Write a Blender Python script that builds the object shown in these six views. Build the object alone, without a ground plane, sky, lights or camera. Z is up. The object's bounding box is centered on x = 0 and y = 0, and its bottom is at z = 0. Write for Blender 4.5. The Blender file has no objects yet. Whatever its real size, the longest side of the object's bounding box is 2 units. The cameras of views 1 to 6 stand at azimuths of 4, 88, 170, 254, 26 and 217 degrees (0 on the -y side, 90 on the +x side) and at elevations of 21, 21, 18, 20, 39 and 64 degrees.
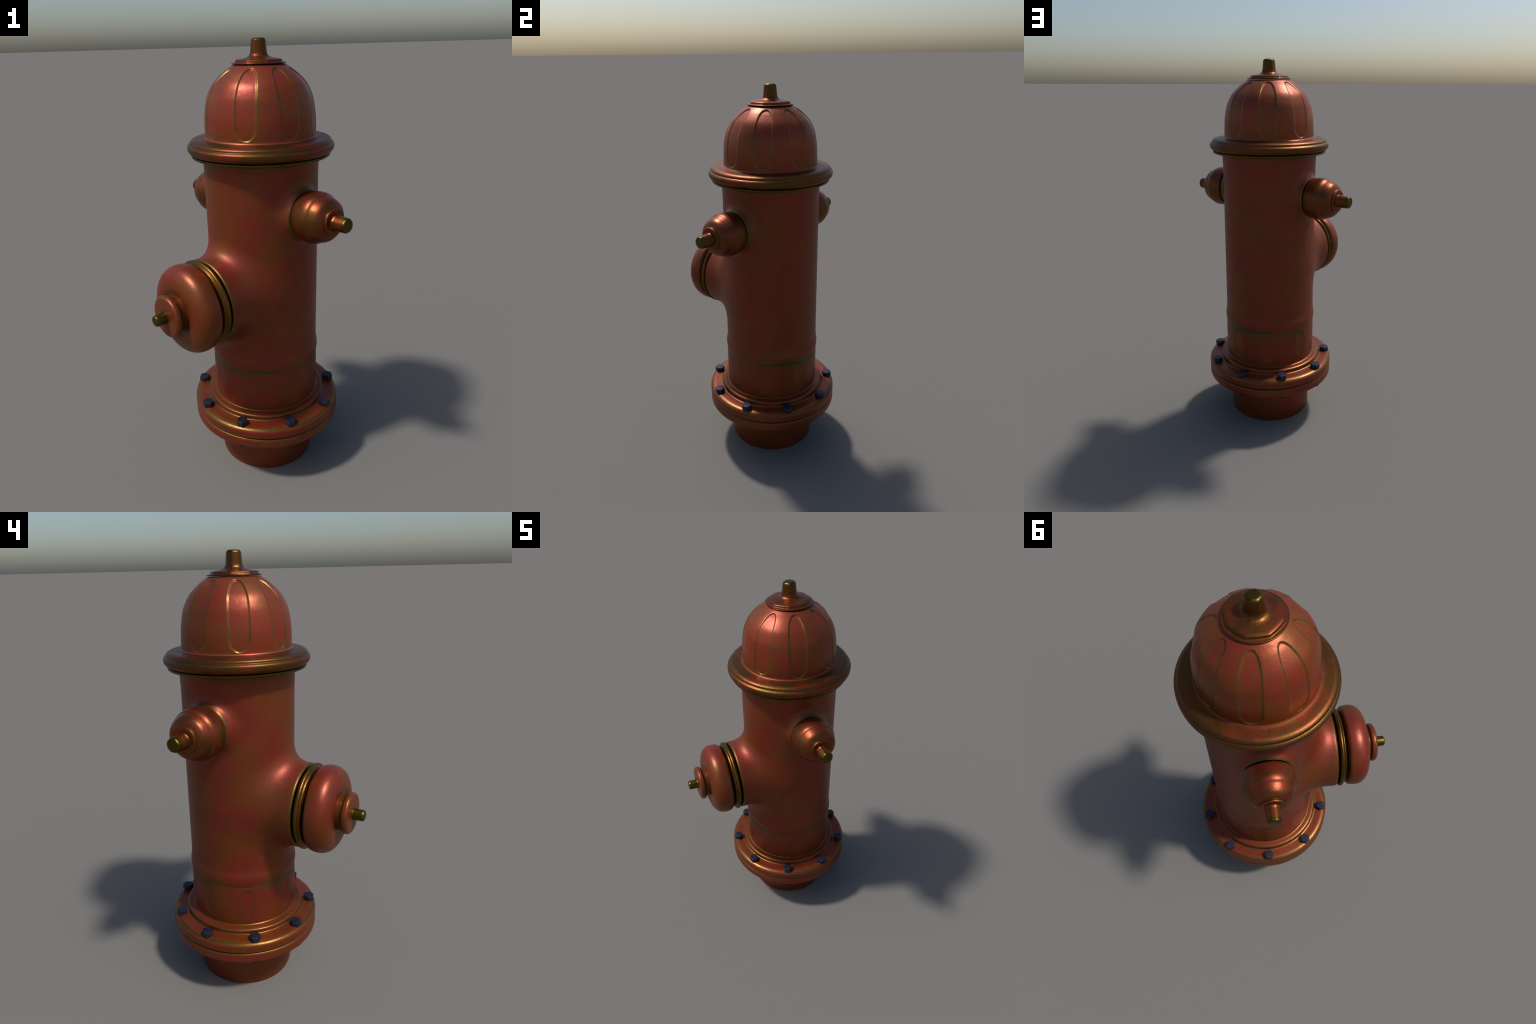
"""Old cast-iron fire hydrant: red paint worn through to brass-olive metal on rims and grooves."""
import bpy, bmesh, math, random
import numpy as np
from mathutils import Vector, Matrix

random.seed(7)
AX = Vector((0.0485, 0.0484, 0.0))          # the barrel's axis
Q = math.sqrt(0.5)
DIR_PUMPER = Vector((-Q, -Q, 0))            # big outlet
DIR_HOSE = [Vector((Q, -Q, 0)), Vector((-Q, Q, 0))]
Z_PUMPER, Z_HOSE = 0.930, 1.3095
PANEL_PHASE = math.radians(168.6)           # eight dome panels / ovals
BOLT_PHASE = math.radians(12.4)             # nine flange bolts

# ------------------------------------------------------------------ materials
class Nodes:
    """Tiny helper to chain math nodes."""
    def __init__(self, mat):
        self.nt = mat.node_tree
        self.n, self.l = self.nt.nodes, self.nt.links
    def put(self, sock, v):
        if hasattr(v, "is_output"): self.l.new(v, sock)
        else: sock.default_value = v
    def m(self, op, a, b=0.0, c=None, clamp=False):
        x = self.n.new("ShaderNodeMath"); x.operation = op; x.use_clamp = clamp
        self.put(x.inputs[0], a); self.put(x.inputs[1], b)
        if c is not None: self.put(x.inputs[2], c)
        return x.outputs[0]
    def step(self, v, lo, hi, a=0.0, b=1.0):
        x = self.n.new("ShaderNodeMapRange"); x.interpolation_type = "SMOOTHSTEP"
        self.put(x.inputs[0], v)
        for i, k in enumerate((lo, hi, a, b)): self.put(x.inputs[i + 1], k)
        return x.outputs[0]
    def noise(self, co, scale, detail=4, rough=0.55, off=(0, 0, 0), stretch=(1, 1, 1)):
        mp = self.n.new("ShaderNodeMapping"); self.l.new(co, mp.inputs[0])
        mp.inputs[1].default_value = off; mp.inputs[3].default_value = stretch
        x = self.n.new("ShaderNodeTexNoise"); self.l.new(mp.outputs[0], x.inputs["Vector"])
        x.inputs["Scale"].default_value = scale; x.inputs["Detail"].default_value = detail
        x.inputs["Roughness"].default_value = rough
        return x.outputs[0]
    def mix(self, f, a, b):
        x = self.n.new("ShaderNodeMix"); x.data_type = "RGBA"
        self.put(x.inputs[0], f); self.put(x.inputs[6], a); self.put(x.inputs[7], b)
        return x.outputs[2]

RED = (0.222, 0.027, 0.011, 1)
ORANGE = (0.188, 0.043, 0.006, 1)
PLUM = (0.205, 0.027, 0.019, 1)
BRASS = (0.140, 0.078, 0.014, 1)
OLIVE = (0.085, 0.075, 0.008, 1)

def paint(name, bands=(), rbands=(), bias=0.0, off=(0, 0, 0), special=None, metal=0.50, rough=0.44, moss=(), gain=0.94, bare=None):
    """Worn red paint. bands: (height, half width, strength) along the object's own z;
    rbands: the same for the distance from its z axis; bias: overall share of bare brass."""
    mat = bpy.data.materials.new(name); mat.use_nodes = True
    N = Nodes(mat)
    bsdf = N.n["Principled BSDF"]
    tc = N.n.new("ShaderNodeTexCoord"); co = tc.outputs["Object"]
    sep = N.n.new("ShaderNodeSeparateXYZ"); N.l.new(co, sep.inputs[0])
    x, y, z = sep.outputs
    r = N.m("SQRT", N.m("ADD", N.m("MULTIPLY", x, x), N.m("MULTIPLY", y, y)))
    cloud = N.noise(co, 4.2, 5, 0.6, off)
    cloud2 = N.noise(co, 9.0, 5, 0.6, (off[0] + 3.1, off[1] + 1.7, off[2]), (1, 1, 1.8))
    cloud3 = N.noise(co, 16, 6, 0.65, (off[0] + 5.2, off[1], off[2] + 2.2), (1, 1, 0.7))
    grain = N.noise(co, 46, 4, 0.65, off)
    fine = N.noise(co, 190, 3, 0.6, off)
    col = N.mix(N.step(cloud, 0.40, 0.60), RED, ORANGE)
    col = N.mix(N.step(cloud2, 0.52, 0.74, 0, 0.75), col, PLUM)
    # wear mask
    w = N.m("MULTIPLY", N.step(N.m("ADD", cloud2, N.m("MULTIPLY", grain, 0.45)), 0.72 - bias * 0.3, 1.0 - bias * 0.3), 0.25 + 0.65 * bias)
    for coord, lst in ((z, bands), (r, rbands)):
        for (c, h, s) in lst:
            d = N.m("ABSOLUTE", N.m("SUBTRACT", coord, c))
            d = N.m("ADD", d, N.m("MULTIPLY", N.m("SUBTRACT", grain, 0.5), h * 0.9))
            b = N.m("MULTIPLY", N.step(d, h * 0.35, h, 1.0, 0.0), s)
            w = N.m("MAXIMUM", w, b)
    if special:
        w = N.m("MAXIMUM", w, special(N, x, y, z, r, grain))
    w = N.m("MINIMUM", w, 1.0)
    metalcol = N.mix(N.step(N.m("ADD", cloud2, N.m("MULTIPLY", N.m("SUBTRACT", grain, 0.5), 0.5)), 0.44, 0.62), *(bare or (BRASS, OLIVE)))
    col = N.mix(w, col, metalcol)
    for (c, h, s) in moss:      # dark green film that gathers in a seam, in patches
        d = N.m("ABSOLUTE", N.m("SUBTRACT", z, c))
        d = N.m("ADD", d, N.m("MULTIPLY", N.m("SUBTRACT", grain, 0.5), h * 1.2))
        patch = N.step(N.noise(co, 5.0, 3, 0.5, (off[0] + 8, off[1], off[2])), 0.42, 0.58, 0.15, 1.0)
        col = N.mix(N.m("MULTIPLY", N.m("MULTIPLY", N.step(d, h * 0.3, h, 1, 0), patch), s), col, (0.055, 0.060, 0.008, 1))
    # subtle value grain
    val = N.m("MULTIPLY", N.m("ADD", 0.72, N.m("ADD", N.m("MULTIPLY", fine, 0.2), N.m("MULTIPLY", cloud3, 0.36))), gain)
    hs = N.n.new("ShaderNodeHueSaturation"); N.l.new(col, hs.inputs["Color"]); N.l.new(val, hs.inputs["Value"])
    N.l.new(hs.outputs[0], bsdf.inputs["Base Color"])
    N.put(bsdf.inputs["Metallic"], N.m("ADD", metal, N.m("MULTIPLY", w, 0.28), clamp=True))
    rg = N.m("ADD", rough - 0.10, N.m("ADD", N.m("MULTIPLY", cloud2, 0.14), N.m("MULTIPLY", grain, 0.08)))
    N.put(bsdf.inputs["Roughness"], N.m("SUBTRACT", rg, N.m("MULTIPLY", w, 0.05)))
    bsdf.inputs["Specular IOR Level"].default_value = 0.48
    bump = N.n.new("ShaderNodeBump"); bump.inputs["Strength"].default_value = 0.22
    bump.inputs["Distance"].default_value = 0.004
    hgt = N.m("ADD", N.m("MULTIPLY", grain, 0.8), N.m("MULTIPLY", fine, 0.25))
    N.l.new(hgt, bump.inputs["Height"]); N.l.new(bump.outputs[0], bsdf.inputs["Normal"])
    return mat

BROWN = ((0.130, 0.058, 0.020, 1), (0.088, 0.066, 0.011, 1))   # thin, rubbed paint over brass

def steel(name):
    mat = bpy.data.materials.new(name); mat.use_nodes = True
    N = Nodes(mat); bsdf = N.n["Principled BSDF"]
    tc = N.n.new("ShaderNodeTexCoord"); co = tc.outputs["Object"]
    nz = N.noise(co, 45, 4, 0.6)
    N.l.new(N.mix(N.step(nz, 0.35, 0.65), (0.013, 0.013, 0.034, 1), (0.028, 0.026, 0.042, 1)), bsdf.inputs["Base Color"])
    bsdf.inputs["Metallic"].default_value = 0.55
    N.put(bsdf.inputs["Roughness"], N.m("ADD", 0.42, N.m("MULTIPLY", nz, 0.2)))
    return mat

# ------------------------------------------------------------------ shape helpers
def rounded(pts, seg=5):
    """Polyline of (s, r[, corner size]) -> list with rounded corners."""
    P = [(p[0], p[1], p[2] if len(p) > 2 else 0.0) for p in pts]
    out = []
    for i, (s, r, c) in enumerate(P):
        if c <= 0 or i in (0, len(P) - 1):
            out.append((s, r)); continue
        a, b, d = Vector(P[i - 1][:2]), Vector((s, r)), Vector(P[i + 1][:2])
        ca = min(c, (a - b).length * 0.49); cd = min(c, (d - b).length * 0.49)
        p0 = b + (a - b).normalized() * ca; p2 = b + (d - b).normalized() * cd
        for k in range(seg + 1):
            t = k / seg
            q = p0 * (1 - t) ** 2 + b * 2 * t * (1 - t) + p2 * t * t
            out.append((q.x, q.y))
    return out

def curve_profile(pts, n=60):
    """Smooth Catmull-Rom through (s, r) points."""
    P = [Vector(p) for p in pts]
    P = [P[0] * 2 - P[1]] + P + [P[-1] * 2 - P[-2]]
    out, per = [], max(2, n // (len(P) - 3))
    for i in range(1, len(P) - 2):
        for k in range(per):
            t = k / per
            a, b, c, d = P[i - 1], P[i], P[i + 1], P[i + 2]
            q = 0.5 * (2 * b + (c - a) * t + (2 * a - 5 * b + 4 * c - d) * t * t + (3 * b - a - 3 * c + d) * t ** 3)
            out.append((q.x, q.y))
    out.append(tuple(P[-2]))
    return out

def link(ob, parent=None):
    bpy.context.scene.collection.objects.link(ob)
    if parent is not None:
        ob.parent = parent
        bpy.context.view_layer.update()
        ob.matrix_parent_inverse = parent.matrix_world.inverted()
    return ob

def finish(me, mats, angle=38):
    for m in (mats if isinstance(mats, (list, tuple)) else [mats]): me.materials.append(m)
    me.polygons.foreach_set("use_smooth", [True] * len(me.polygons))
    me.set_sharp_from_angle(angle=math.radians(angle))
    me.update()

def lathe(name, prof, mat, seg=96, mod=None, angle=38):
    """Revolve (height, radius) about z. mod(theta, i, s, r) -> new (s, r)."""
    bm = bmesh.new(); rings = []
    for i, (s, r) in enumerate(prof):
        if r < 1e-6:
            rings.append([bm.verts.new((0, 0, s))]); continue
        ring = []
        for k in range(seg):
            th = 2 * math.pi * k / seg
            ss, rr = mod(th, i, s, r) if mod else (s, r)
            ring.append(bm.verts.new((rr * math.cos(th), rr * math.sin(th), ss)))
        rings.append(ring)
    for a, b in zip(rings, rings[1:]):
        for k in range(seg):
            j = (k + 1) % seg
            if len(a) == 1 and len(b) == 1: continue
            if len(a) == 1: bm.faces.new((a[0], b[j], b[k]))
            elif len(b) == 1: bm.faces.new((a[k], a[j], b[0]))
            else: bm.faces.new((a[k], a[j], b[j], b[k]))
    bmesh.ops.recalc_face_normals(bm, faces=bm.faces)
    me = bpy.data.meshes.new(name); bm.to_mesh(me); bm.free()
    finish(me, mat, angle)
    return me

def frame(direction, origin):
    """Matrix whose local z runs along direction (horizontal), local y up."""
    zc = direction.normalized(); yc = Vector((0, 0, 1)); xc = yc.cross(zc)
    M = Matrix((xc, yc, zc)).transposed().to_4x4(); M.translation = origin
    return M

def part(name, me, parent, M=None):
    ob = bpy.data.objects.new(name, me)
    ob.matrix_world = M if M is not None else Matrix.Translation(AX)
    return link(ob, parent)

def octagon(th, phase, amount):
    a = math.pi / 8
    d = ((th - phase + a) % (2 * a)) - a
    return 1 + amount * (math.cos(a) / math.cos(a - abs(d)) * 1.04 - 1) if amount else 1.0

# ------------------------------------------------------------------ root
root = bpy.data.objects.new("fire_hydrant", None)
root.location = AX; root.empty_display_size = 0.3
root["label"] = "weathered red fire hydrant with worn brass edges and dark bolts"
root["category"] = "fire hydrant"
bpy.context.scene.collection.objects.link(root)
bpy.context.view_layer.update()

# ------------------------------------------------------------------ barrel with blended outlets
BARREL_Z = [0.560, 0.572, 0.585, 0.600, 0.618, 0.636, 0.66, 0.82, 1.19, 1.45, 1.495, 1.515, 1.528, 1.54]
BARREL_R = [0.2518, 0.2540, 0.2562, 0.2574, 0.2562, 0.2524, 0.2510, 0.2508, 0.2504, 0.2508, 0.2520, 0.2543, 0.2600, 0.269]
def barrel_radius(z): return np.interp(z, BARREL_Z, BARREL_R)
_zs = np.linspace(0.5, 1.6, 1101)
_rs = np.convolve(np.pad(barrel_radius(_zs), 5, mode="edge"), np.ones(11) / 11, "valid")
def barrel_radius(z): return np.interp(z, _zs, _rs)

def field(P):
    """Signed distance of barrel smoothly joined with the three necks (axis at x=y=0)."""
    x, y, z = P.T
    d = np.hypot(x, y) - barrel_radius(z)
    def neck(d, dr, zc, r0, r1, s1, k):
        s = x * dr[0] + y * dr[1]; a = x * dr[1] - y * dr[0]
        rr = r0 + (r1 - r0) * np.clip((s - 0.2) / (s1 - 0.2), 0, 1.5)
        n = np.hypot(a, z - zc) - rr
        n = np.where(s > 0.02, n, np.maximum(n, 0.02 - s + n))
        h = np.clip(0.5 + 0.5 * (d - n) / k, 0, 1)
        return d * (1 - h) + n * h - k * h * (1 - h)
    d = neck(d, DIR_PUMPER, Z_PUMPER, 0.186, 0.1915, 0.34, 0.090)
    for dr in DIR_HOSE:
        d = neck(d, dr, Z_HOSE, 0.1015, 0.1005, 0.27, 0.047)
    return d

def gradient(P, e=5e-4):
    G = np.stack([(field(P + np.eye(3)[i] * e) - field(P - np.eye(3)[i] * e)) / (2 * e) for i in range(3)], 1)
    return G

def build_barrel():
    bm = bmesh.new()
    def tube(r, depth, M):
        bmesh.ops.create_cone(bm, cap_ends=True, segments=96, radius1=r, radius2=r, depth=depth, matrix=M)
    tube(0.252, 1.12, Matrix.Translation((0, 0, 1.05)))
    tube(0.188, 0.42, frame(DIR_PUMPER, Vector((0, 0, Z_PUMPER)) + DIR_PUMPER * 0.21))
    for d in DIR_HOSE:
        tube(0.099, 0.34, frame(d, Vector((0, 0, Z_HOSE)) + d * 0.17))
    me = bpy.data.meshes.new("raw"); bm.to_mesh(me); bm.free()
    ob = bpy.data.objects.new("raw", me); bpy.context.scene.collection.objects.link(ob)
    md = ob.modifiers.new("r", "REMESH"); md.mode = "VOXEL"; md.voxel_size = 0.0062
    sm = ob.modifiers.new("s", "SMOOTH"); sm.factor = 0.5; sm.iterations = 6
    dg = bpy.context.evaluated_depsgraph_get()
    ev = bpy.data.meshes.new_from_object(ob.evaluated_get(dg))
    bpy.data.objects.remove(ob); bpy.data.meshes.remove(me)
    bm = bmesh.new(); bm.from_mesh(ev); bpy.data.meshes.remove(ev)
    def cut(co, no):
        bmesh.ops.bisect_plane(bm, geom=bm.verts[:] + bm.edges[:] + bm.faces[:], dist=1e-5,
                               plane_co=co, plane_no=no, clear_outer=True)
    cut((0, 0, 1.531), (0, 0, 1)); cut((0, 0, 0.560), (0, 0, -1))
    cut(DIR_PUMPER * 0.343, DIR_PUMPER)
    for d in DIR_HOSE: cut(d * 0.272, d)
    # pull every vertex onto the exact blended surface
    P = np.array([v.co[:] for v in bm.verts])
    for _ in range(6):
        g = gradient(P); f = field(P)
        P -= 0.9 * (f / np.maximum((g ** 2).sum(1), 0.2))[:, None] * g
    # roll the open mouths over a little so that the rims are round
    for dr, s_end, rad in [(DIR_PUMPER, 0.343, 0.010)] + [(d, 0.272, 0.005) for d in DIR_HOSE]:
        dr = np.array(dr); zc = Z_PUMPER if rad > 0.008 else Z_HOSE
        s = P @ dr
        t = np.clip((s - (s_end - rad)) / rad, 0, 1)
        ax = np.outer(s, dr) + np.array([0, 0, zc])
        pull = (1 - np.sqrt(np.maximum(0, 1 - (t * 0.98) ** 2))) * rad
        v = P - ax; L = np.linalg.norm(v, axis=1)
        P = np.where((t > 0)[:, None], ax + v * ((L - pull) / np.maximum(L, 1e-6))[:, None], P)
    for v, p in zip(bm.verts, P): v.co = p
    bm.normal_update()
    return bm

def split_barrel(bm):
    """Separate the seamless casting by region; all pieces share the whole surface's normals."""
    bm.verts.index_update()
    P = np.array([v.co[:] for v in bm.verts]); NRM = [v.normal.copy() for v in bm.verts]
    regions = {"barrel": [], "pumper_outlet": [], "hose_outlet": [], "hose_outlet.001": []}
    for f in bm.faces:
        c = f.calc_center_median(); hit = "barrel"
        if c.dot(DIR_PUMPER) > 0.262 and abs(c.z - Z_PUMPER) < 0.24: hit = "pumper_outlet"
        for nm, d in zip(("hose_outlet", "hose_outlet.001"), DIR_HOSE):
            if c.dot(d) > 0.254 and abs(c.z - Z_HOSE) < 0.14: hit = nm
        regions[hit].append([v.index for v in f.verts])
    out = {}
    for nm, faces in regions.items():
        used = sorted({i for f in faces for i in f}); idx = {v: k for k, v in enumerate(used)}
        me = bpy.data.meshes.new(nm)
        me.from_pydata([P[i] for i in used], [], [[idx[i] for i in f] for f in faces])
        me.polygons.foreach_set("use_smooth", [True] * len(me.polygons))
        me.update()
        me.normals_split_custom_set_from_vertices([NRM[i] for i in used])
        out[nm] = me
    return out

def neck_wear(N, x, y, z, r, grain):
    """Bare metal round the mouths of the three outlets."""
    m = None
    for d, c, h, zc, half in [(DIR_PUMPER, 0.342, 0.010, Z_PUMPER, 0.23)] + [(d, 0.272, 0.007, Z_HOSE, 0.13) for d in DIR_HOSE]:
        s = N.m("ADD", N.m("MULTIPLY", x, d.x), N.m("MULTIPLY", y, d.y))
        e = N.m("ADD", N.m("ABSOLUTE", N.m("SUBTRACT", s, c)), N.m("MULTIPLY", N.m("SUBTRACT", grain, 0.5), h))
        b = N.step(e, h * 0.35, h * 1.15, 1, 0)
        m = b if m is None else N.m("MAXIMUM", m, b)
    return m

cast = split_barrel(build_barrel())
barrel_mat = paint("barrel_paint", bands=[(1.520, 0.02, 0.55)], special=neck_wear, moss=[(0.566, 0.024, 0.95)], metal=0.46)
for nm, me in cast.items():
    me.materials.append(barrel_mat)
    part(nm, me, root)

# ------------------------------------------------------------------ lower barrel with shallow oval facets
OVAL_Z, OVAL_H, OVAL_W = 0.4725, 0.0765, 0.0350
def oval_mod(th, i, s, r):
    d = ((th - PANEL_PHASE + math.pi / 8) % (math.pi / 4)) - math.pi / 8
    e = math.hypot(d * 0.2545 / OVAL_W, (s - OVAL_Z) / OVAL_H)
    t = min(1, max(0, (1.04 - e) / 0.10)); t = t * t * (3 - 2 * t)
    flat = 0.2545 * math.cos(OVAL_W / 0.2545) / max(0.9, math.cos(d)) - 0.0004
    return s, r + t * (min(r, flat) - r)
def oval_line(N, x, y, z, r, grain):
    th = N.m("SUBTRACT", N.m("ARCTAN2", y, x), PANEL_PHASE - math.pi / 8 - 4 * math.pi)
    d = N.m("SUBTRACT", N.m("MODULO", th, math.pi / 4), math.pi / 8)
    a = N.m("MULTIPLY", d, 0.2545 / OVAL_W); b = N.m("MULTIPLY", N.m("SUBTRACT", z, OVAL_Z), 1 / OVAL_H)
    e = N.m("SQRT", N.m("ADD", N.m("MULTIPLY", a, a), N.m("MULTIPLY", b, b)))
    e = N.m("ADD", N.m("ABSOLUTE", N.m("SUBTRACT", e, 1.0)), N.m("MULTIPLY", N.m("SUBTRACT", grain, 0.5), 0.12))
    return N.m("MULTIPLY", N.step(e, 0.03, 0.11, 1, 0), 0.55)
low = [(0.340, 0.2515)] + [(0.345 + 0.0037 * k, 0) for k in range(60)]
low = [(z, float(np.interp(z, [0.34, 0.38, 0.43, 0.50, 0.545, 0.560, 0.567, 0.575], [0.2522, 0.2528, 0.2540, 0.2545, 0.2540, 0.2530, 0.2512, 0.2470]))) for z, _ in low]
low_mat = paint("lower_barrel_paint", bands=[(0.363, 0.008, 0.8)], special=oval_line, moss=[(0.560, 0.022, 0.95)], off=(2, 5, 1), metal=0.46)
part("lower_barrel", lathe("lower_barrel", low, low_mat, seg=360, mod=oval_mod, angle=60), root)

# ------------------------------------------------------------------ bonnet (dome with panels and collar)
DOME = [(1.6060, 0.2460), (1.6120, 0.2400), (1.6200, 0.2384), (1.650, 0.2382), (1.702, 0.2356), (1.7601, 0.2262), (1.7961, 0.2136),
        (1.8319, 0.1920), (1.8674, 0.1545), (1.8880, 0.1255), (1.8975, 0.1110)]
dome_prof = curve_profile(DOME, 150)
ARC = [0.0]
for a, b in zip(dome_prof, dome_prof[1:]): ARC.append(ARC[-1] + math.dist(a, b))
def arc_at(z): return float(np.interp(z, [p[0] for p in dome_prof], ARC))
PANEL_W = 0.0425                                        # half width of a panel
PANEL_LO, PANEL_HI = 0.052, 0.155                       # lengths of its lower and (pointed) upper round ends
ARC_LO = arc_at(1.6190) + PANEL_LO; ARC_HI = arc_at(1.8875) - PANEL_HI
def panel_distance(px, arc):
    """Distance to a panel's outline: straight sides, elliptical ends."""
    b = PANEL_HI if arc > ARC_HI else PANEL_LO
    q = max(0.0, arc - ARC_HI) / PANEL_HI + max(0.0, ARC_LO - arc) / PANEL_LO
    p = abs(px) / PANEL_W
    rho = math.hypot(p, q)
    g = max(math.hypot(p / PANEL_W, q / b), 1e-4) / max(rho, 1e-4)
    return (rho - 1) / g
def panel_mod(th, i, s, r):
    if i >= len(ARC): return s, r
    d = ((th - PANEL_PHASE + math.pi / 8) % (math.pi / 4)) - math.pi / 8
    e = panel_distance(d * r, ARC[i])
    t = min(1, max(0, (0.0025 - e) / 0.006)); t = t * t * (3 - 2 * t)
    # flattened pocket: deepest at its middle where the chord lies under the curve
    depth = 0.0030 * t + t * max(0.0, r * (math.cos(d) and 1 - math.cos(min(1.2, PANEL_W / r)) / math.cos(d))) * 0.40
    j0, j1 = max(0, i - 1), min(len(dome_prof) - 1, i + 1)
    ts, tr = dome_prof[j1][0] - dome_prof[j0][0], dome_prof[j1][1] - dome_prof[j0][1]
    L = math.hypot(ts, tr); ns, nr = -tr / L, ts / L
    return s - ns * depth, r - nr * depth
def panel_line(N, x, y, z, r, grain):
    th = N.m("SUBTRACT", N.m("ARCTAN2", y, x), PANEL_PHASE - math.pi / 8 - 4 * math.pi)
    d = N.m("SUBTRACT", N.m("MODULO", th, math.pi / 4), math.pi / 8)
    px = N.m("MULTIPLY", N.m("ABSOLUTE", d), r)
    fc = N.n.new("ShaderNodeFloatCurve"); cv = fc.mapping.curves[0]
    zz = [1.606, 1.65, 1.70, 1.74, 1.77, 1.80, 1.825, 1.85, 1.87, 1.885, 1.8975]
    zt = lambda v: (v - 1.606) / (1.8975 - 1.606)
    cv.points[0].location = (0, 0); cv.points[-1].location = (1, 1)
    for v in zz[1:-1]: cv.points.new(zt(v), arc_at(v) / ARC[-1])
    fc.mapping.update()
    N.put(fc.inputs["Value"], N.m("MULTIPLY", N.m("SUBTRACT", z, 1.606), 1 / 0.2915, clamp=True))
    arc = N.m("MULTIPLY", fc.outputs[0], ARC[-1])
    hyp = lambda a, b: N.m("SQRT", N.m("ADD", N.m("MULTIPLY", a, a), N.m("MULTIPLY", b, b)))
    qh = N.m("MULTIPLY", N.m("MAXIMUM", N.m("SUBTRACT", arc, ARC_HI), 0.0), 1 / PANEL_HI)
    ql = N.m("MULTIPLY", N.m("MAXIMUM", N.m("SUBTRACT", ARC_LO, arc), 0.0), 1 / PANEL_LO)
    p = N.m("MULTIPLY", px, 1 / PANEL_W)
    rho = N.m("MAXIMUM", hyp(p, N.m("ADD", qh, ql)), 1e-4)
    g = N.m("DIVIDE", hyp(N.m("MULTIPLY", p, 1 / PANEL_W), N.m("ADD", N.m("MULTIPLY", qh, 1 / PANEL_HI), N.m("MULTIPLY", ql, 1 / PANEL_LO))), rho)
    e = N.m("DIVIDE", N.m("SUBTRACT", rho, 1.0), g)
    e = N.m("ADD", N.m("ABSOLUTE", e), N.m("MULTIPLY", N.m("SUBTRACT", grain, 0.5), 0.005))
    return N.m("MULTIPLY", N.step(e, 0.0012, 0.0058, 1, 0), 0.95)

crown = lathe("bonnet", dome_prof + [(1.8980, 0.104), (1.8970, 0.06), (1.8970, 0.0)],
              paint("bonnet_paint", bands=[], special=panel_line, bias=0.05, gain=1.12, off=(1, 2, 3), metal=0.45, rough=0.38),
              seg=384, mod=panel_mod, angle=80)
part("bonnet", crown, root)

collar_prof = rounded([(1.6085, 0.2435), (1.6060, 0.254, 0.008), (1.6032, 0.292, 0.010), (1.5950, 0.3045, 0.006), (1.5860, 0.3055, 0.002),
                       (1.5840, 0.3095, 0.002), (1.5775, 0.3170, 0.006), (1.5570, 0.3170, 0.010), (1.5475, 0.3085, 0.006),
                       (1.5435, 0.3000, 0.003), (1.5425, 0.240)], 6)
part("collar", lathe("collar", collar_prof, paint("collar_paint", bands=[(1.5845, 0.0045, 0.9), (1.546, 0.004, 0.5)],
     rbands=[(0.2990, 0.0055, 0.75), (0.2480, 0.0050, 0.35)], bias=0.72, bare=BROWN, off=(4, 1, 7), metal=0.7, rough=0.44), seg=160), root)
ring_prof = rounded([(1.5405, 0.240), (1.5405, 0.3022, 0.003), (1.5300, 0.3018, 0.004), (1.5265, 0.287, 0.003), (1.5260, 0.252)], 4)
part("gasket_ring", lathe("gasket_ring", ring_prof, paint("gasket_ring_metal", bands=[(1.534, 0.02, 0.95)], bias=0.6, off=(5, 5, 2), metal=0.7), seg=128), root)

# ------------------------------------------------------------------ operating nut on top
OCT_PHASE = math.radians(22.5)
nut_pts = [(1.9000, 0.0), (1.9003, 0.108), (1.9020, 0.1145, 0.002), (1.9050, 0.1140, 0.002), (1.9065, 0.1035, 0.003), (1.9085, 0.1010, 0.002),
           (1.9160, 0.0995, 0.004), (1.9195, 0.0900, 0.006), (1.9245, 0.0560, 0.010), (1.9300, 0.0425, 0.010), (1.9400, 0.0358, 0.010),
           (1.9570, 0.0338, 0.010), (1.9940, 0.0305, 0.006), (2.0000, 0.0215, 0.004), (2.0000, 0.0)]
nut_prof = rounded(nut_pts, 5)
def nut_mod(th, i, s, r):
    am = float(np.interp(s, [1.9055, 1.9075, 1.918, 1.926, 1.935, 1.95], [0, 0.55, 0.55, 0.2, 0.3, 0.5]))
    return s, r * octagon(th, OCT_PHASE, am)
part("operating_nut", lathe("operating_nut", nut_prof, paint("operating_nut_metal", bands=[(1.999, 0.010, 0.9)], rbands=[(0.1125, 0.004, 0.8), (0.0970, 0.005, 0.6)],
     bias=0.55, bare=((0.120, 0.060, 0.018, 1), (0.080, 0.064, 0.009, 1)), off=(9, 3, 3), metal=0.7, rough=0.38), seg=128, mod=nut_mod, angle=50), root)

# ------------------------------------------------------------------ base flanges, pipe, bolts
up = rounded([(0.368, 0.2500), (0.3610, 0.2560, 0.006), (0.3600, 0.2800, 0.006), (0.3550, 0.2885, 0.006), (0.3380, 0.2885, 0.004), (0.3345, 0.2960, 0.005),
              (0.3340, 0.3360, 0.010), (0.3290, 0.3500, 0.008), (0.3190, 0.3595, 0.010), (0.2860, 0.3597, 0.004), (0.2825, 0.3545, 0.002), (0.2820, 0.24)], 6)
part("upper_flange", lathe("upper_flange", up, paint("upper_flange_paint", bands=[(0.3660, 0.0045, 0.8)],
     rbands=[(0.2545, 0.0035, 0.8), (0.2835, 0.0045, 0.75), (0.2925, 0.0055, 0.7), (0.3480, 0.0090, 0.85)], off=(6, 2, 9), bias=0.06, metal=0.48, rough=0.38), seg=160), root)
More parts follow.
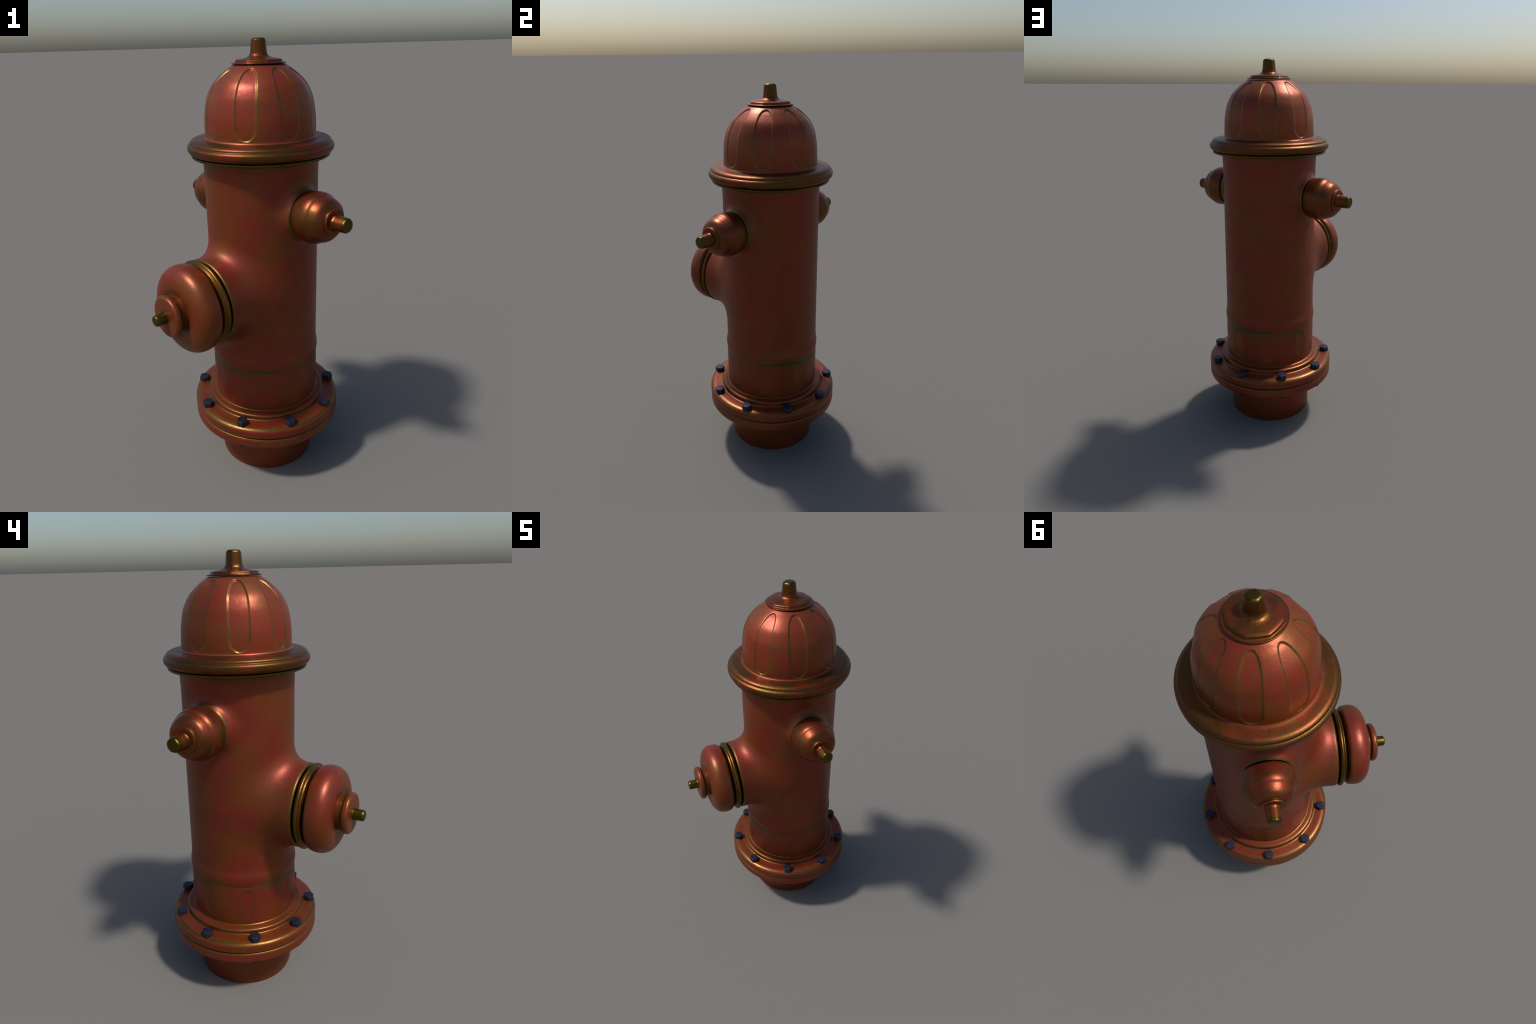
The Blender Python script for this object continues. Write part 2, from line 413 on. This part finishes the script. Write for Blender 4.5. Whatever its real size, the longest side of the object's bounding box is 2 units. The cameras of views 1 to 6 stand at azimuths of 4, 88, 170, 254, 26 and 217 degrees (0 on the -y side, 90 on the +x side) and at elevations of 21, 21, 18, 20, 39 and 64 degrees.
dn = rounded([(0.2790, 0.24), (0.2790, 0.3530), (0.2760, 0.3570, 0.003), (0.2700, 0.3595, 0.004), (0.2340, 0.3595, 0.010), (0.2275, 0.3500, 0.004), (0.2275, 0.20)], 5)
part("lower_flange", lathe("lower_flange", dn, paint("lower_flange_paint", bands=[(0.277, 0.0045, 0.95), (0.2265, 0.004, 0.45)], off=(3, 7, 4), metal=0.45), seg=160), root)
pp = [(0.24, 0.2295), (0.12, 0.2300), (0.004, 0.2305), (0.0, 0.2290), (0.0, 0.0)]
part("base_pipe", lathe("base_pipe", pp, paint("base_pipe_paint", off=(8, 8, 1), metal=0.5, rough=0.5), seg=128), root)

def hex_head(name, R, h, cham):
    bm = bmesh.new()
    def ring(r, z, n=6): return [bm.verts.new((r * math.cos(math.pi / 3 * k), r * math.sin(math.pi / 3 * k), z)) for k in range(n)]
    rs = [ring(R * 0.97, 0), ring(R, 0.0012), ring(R, h - cham), ring(R * 0.955, h - cham * 0.2), ring(R * 0.90, h)]
    top = bm.verts.new((0, 0, h + 0.0012))
    bm.faces.new(rs[0][::-1])
    for a, b in zip(rs, rs[1:]):
        for k in range(6): bm.faces.new((a[k], a[(k + 1) % 6], b[(k + 1) % 6], b[k]))
    for k in range(6): bm.faces.new((rs[-1][k], rs[-1][(k + 1) % 6], top))
    bmesh.ops.bevel(bm, geom=[e for e in bm.edges if abs(e.verts[0].co.z - e.verts[1].co.z) > 0.008], offset=0.0012, segments=2, affect="EDGES")
    bmesh.ops.recalc_face_normals(bm, faces=bm.faces)
    me = bpy.data.meshes.new(name); bm.to_mesh(me); bm.free()
    finish(me, steel(name + "_steel"), 25)
    return me
bolt_me = hex_head("bolt", 0.0272, 0.0245, 0.0035)
nut_me = hex_head("nut", 0.0265, 0.0090, 0.003)
for k in range(9):
    a = BOLT_PHASE + k * 2 * math.pi / 9
    p = AX + Vector((0.3265 * math.cos(a), 0.3265 * math.sin(a), 0))
    turn = a + math.radians(30) + random.uniform(-0.12, 0.12)
    part("bolt", bolt_me, root, Matrix.Translation(p + Vector((0, 0, 0.3335))) @ Matrix.Rotation(turn, 4, "Z"))
    part("nut", nut_me, root, Matrix.Translation(p + Vector((0, 0, 0.2280))) @ Matrix.Rotation(math.pi, 4, "X") @ Matrix.Rotation(turn, 4, "Z"))

# ------------------------------------------------------------------ pumper cap (big outlet)
MP = frame(DIR_PUMPER, AX + Vector((0, 0, Z_PUMPER)))
seal = rounded([(0.346, 0.140), (0.3490, 0.178, 0.003), (0.3530, 0.1905, 0.005), (0.3610, 0.1955, 0.006), (0.3690, 0.1925, 0.005), (0.3740, 0.1830, 0.003),
                (0.3790, 0.1820, 0.003), (0.3835, 0.1740, 0.005), (0.3860, 0.1600, 0.004), (0.3900, 0.140)], 6)
part("seal_ring", lathe("seal_ring", seal, paint("seal_ring_brass", bands=[(0.3610, 0.0075, 0.9), (0.3775, 0.0050, 0.85), (0.351, 0.004, 0.6)], bias=0.75, off=(2, 2, 6), metal=0.7, rough=0.38), seg=128), root, MP)
cap = rounded([(0.384, 0.120), (0.3900, 0.165, 0.006), (0.3950, 0.1850, 0.006), (0.4040, 0.1925, 0.008), (0.4320, 0.1965, 0.02), (0.4585, 0.1928, 0.02),
               (0.4800, 0.1790, 0.02), (0.4945, 0.1575, 0.02), (0.5025, 0.1300, 0.02), (0.5032, 0.1060, 0.014), (0.4970, 0.0910, 0.008), (0.4960, 0.06)], 8)
pumper = part("pumper_cap", lathe("pumper_cap", cap, paint("pumper_cap_paint", bands=[(0.398, 0.006, 0.7)], rbands=[(0.090, 0.012, 0.7)], off=(7, 1, 2),
     metal=0.45, rough=0.38), seg=128, angle=60), root, MP)
cn = rounded([(0.494, 0.080), (0.5215, 0.0795, 0.003), (0.5240, 0.0870, 0.003), (0.5290, 0.0920, 0.005), (0.5450, 0.0925, 0.007), (0.5540, 0.0830, 0.008),
              (0.5550, 0.06, 0.01), (0.5550, 0.0)], 6)
part("cap_nut", lathe("cap_nut", cn, paint("cap_nut_paint", bands=[(0.516, 0.012, 0.85), (0.546, 0.004, 0.25)], rbands=[(0.030, 0.008, 0.8)], off=(1, 9, 5),
     metal=0.45, rough=0.38), seg=96, angle=60), pumper, MP)
st = rounded([(0.5530, 0.0275), (0.5580, 0.0255, 0.003), (0.5980, 0.0245, 0.004), (0.6050, 0.0205, 0.004), (0.6055, 0.0)], 5)
part("cap_stem", lathe("cap_stem", st, paint("cap_stem_brass", bands=[(0.585, 0.06, 0.95)], bias=0.9, off=(6, 6, 6), metal=0.7, rough=0.40), seg=48), pumper, MP)

# ------------------------------------------------------------------ two hose caps
hose = rounded([(0.272, 0.070), (0.2765, 0.0955, 0.003), (0.2800, 0.1030, 0.004), (0.3000, 0.1065, 0.01), (0.3350, 0.1092, 0.016), (0.3560, 0.1065, 0.012),
                (0.3695, 0.0982, 0.006), (0.3850, 0.0938, 0.008), (0.4045, 0.0855, 0.012), (0.4170, 0.0705, 0.008), (0.4220, 0.0580, 0.004), (0.4230, 0.03)], 7)
hose_me = lathe("hose_cap", hose, paint("hose_cap_paint", bands=[(0.281, 0.006, 0.95), (0.402, 0.014, 0.55), (0.370, 0.006, 0.3)], bias=0.45, bare=BROWN, off=(2, 4, 8), metal=0.65, rough=0.38), seg=128, angle=60)
wa = rounded([(0.414, 0.050), (0.4180, 0.0600, 0.002), (0.4220, 0.0605, 0.0015), (0.4230, 0.0570, 0.001), (0.4245, 0.0595, 0.002), (0.4305, 0.0585, 0.003),
              (0.4330, 0.0500, 0.003), (0.4335, 0.020)], 4)
wash_me = lathe("washer", wa, paint("washer_brass", bands=[(0.420, 0.010, 0.9)], bias=0.5, off=(3, 3, 1), metal=0.7, rough=0.40), seg=96, angle=45)
ts = rounded([(0.4230, 0.0400), (0.4320, 0.0355, 0.006), (0.4410, 0.0320, 0.006), (0.4930, 0.0302, 0.004), (0.4990, 0.0250, 0.003), (0.4990, 0.0)], 5)
tip_me = lathe("hose_stem", ts, paint("hose_stem_brass", bands=[(0.493, 0.020, 0.95)], bias=0.75, off=(5, 1, 1), metal=0.7, rough=0.38), seg=64,
               mod=lambda th, i, s, r: (s, r * octagon(th, 0.39, 0.40 if s > 0.43 else 0.2)), angle=40)
for d in DIR_HOSE:
    M = frame(d, AX + Vector((0, 0, Z_HOSE)))
    hc = part("hose_cap", hose_me, root, M)
    part("washer", wash_me, hc, M)
    part("hose_stem", tip_me, hc, M)
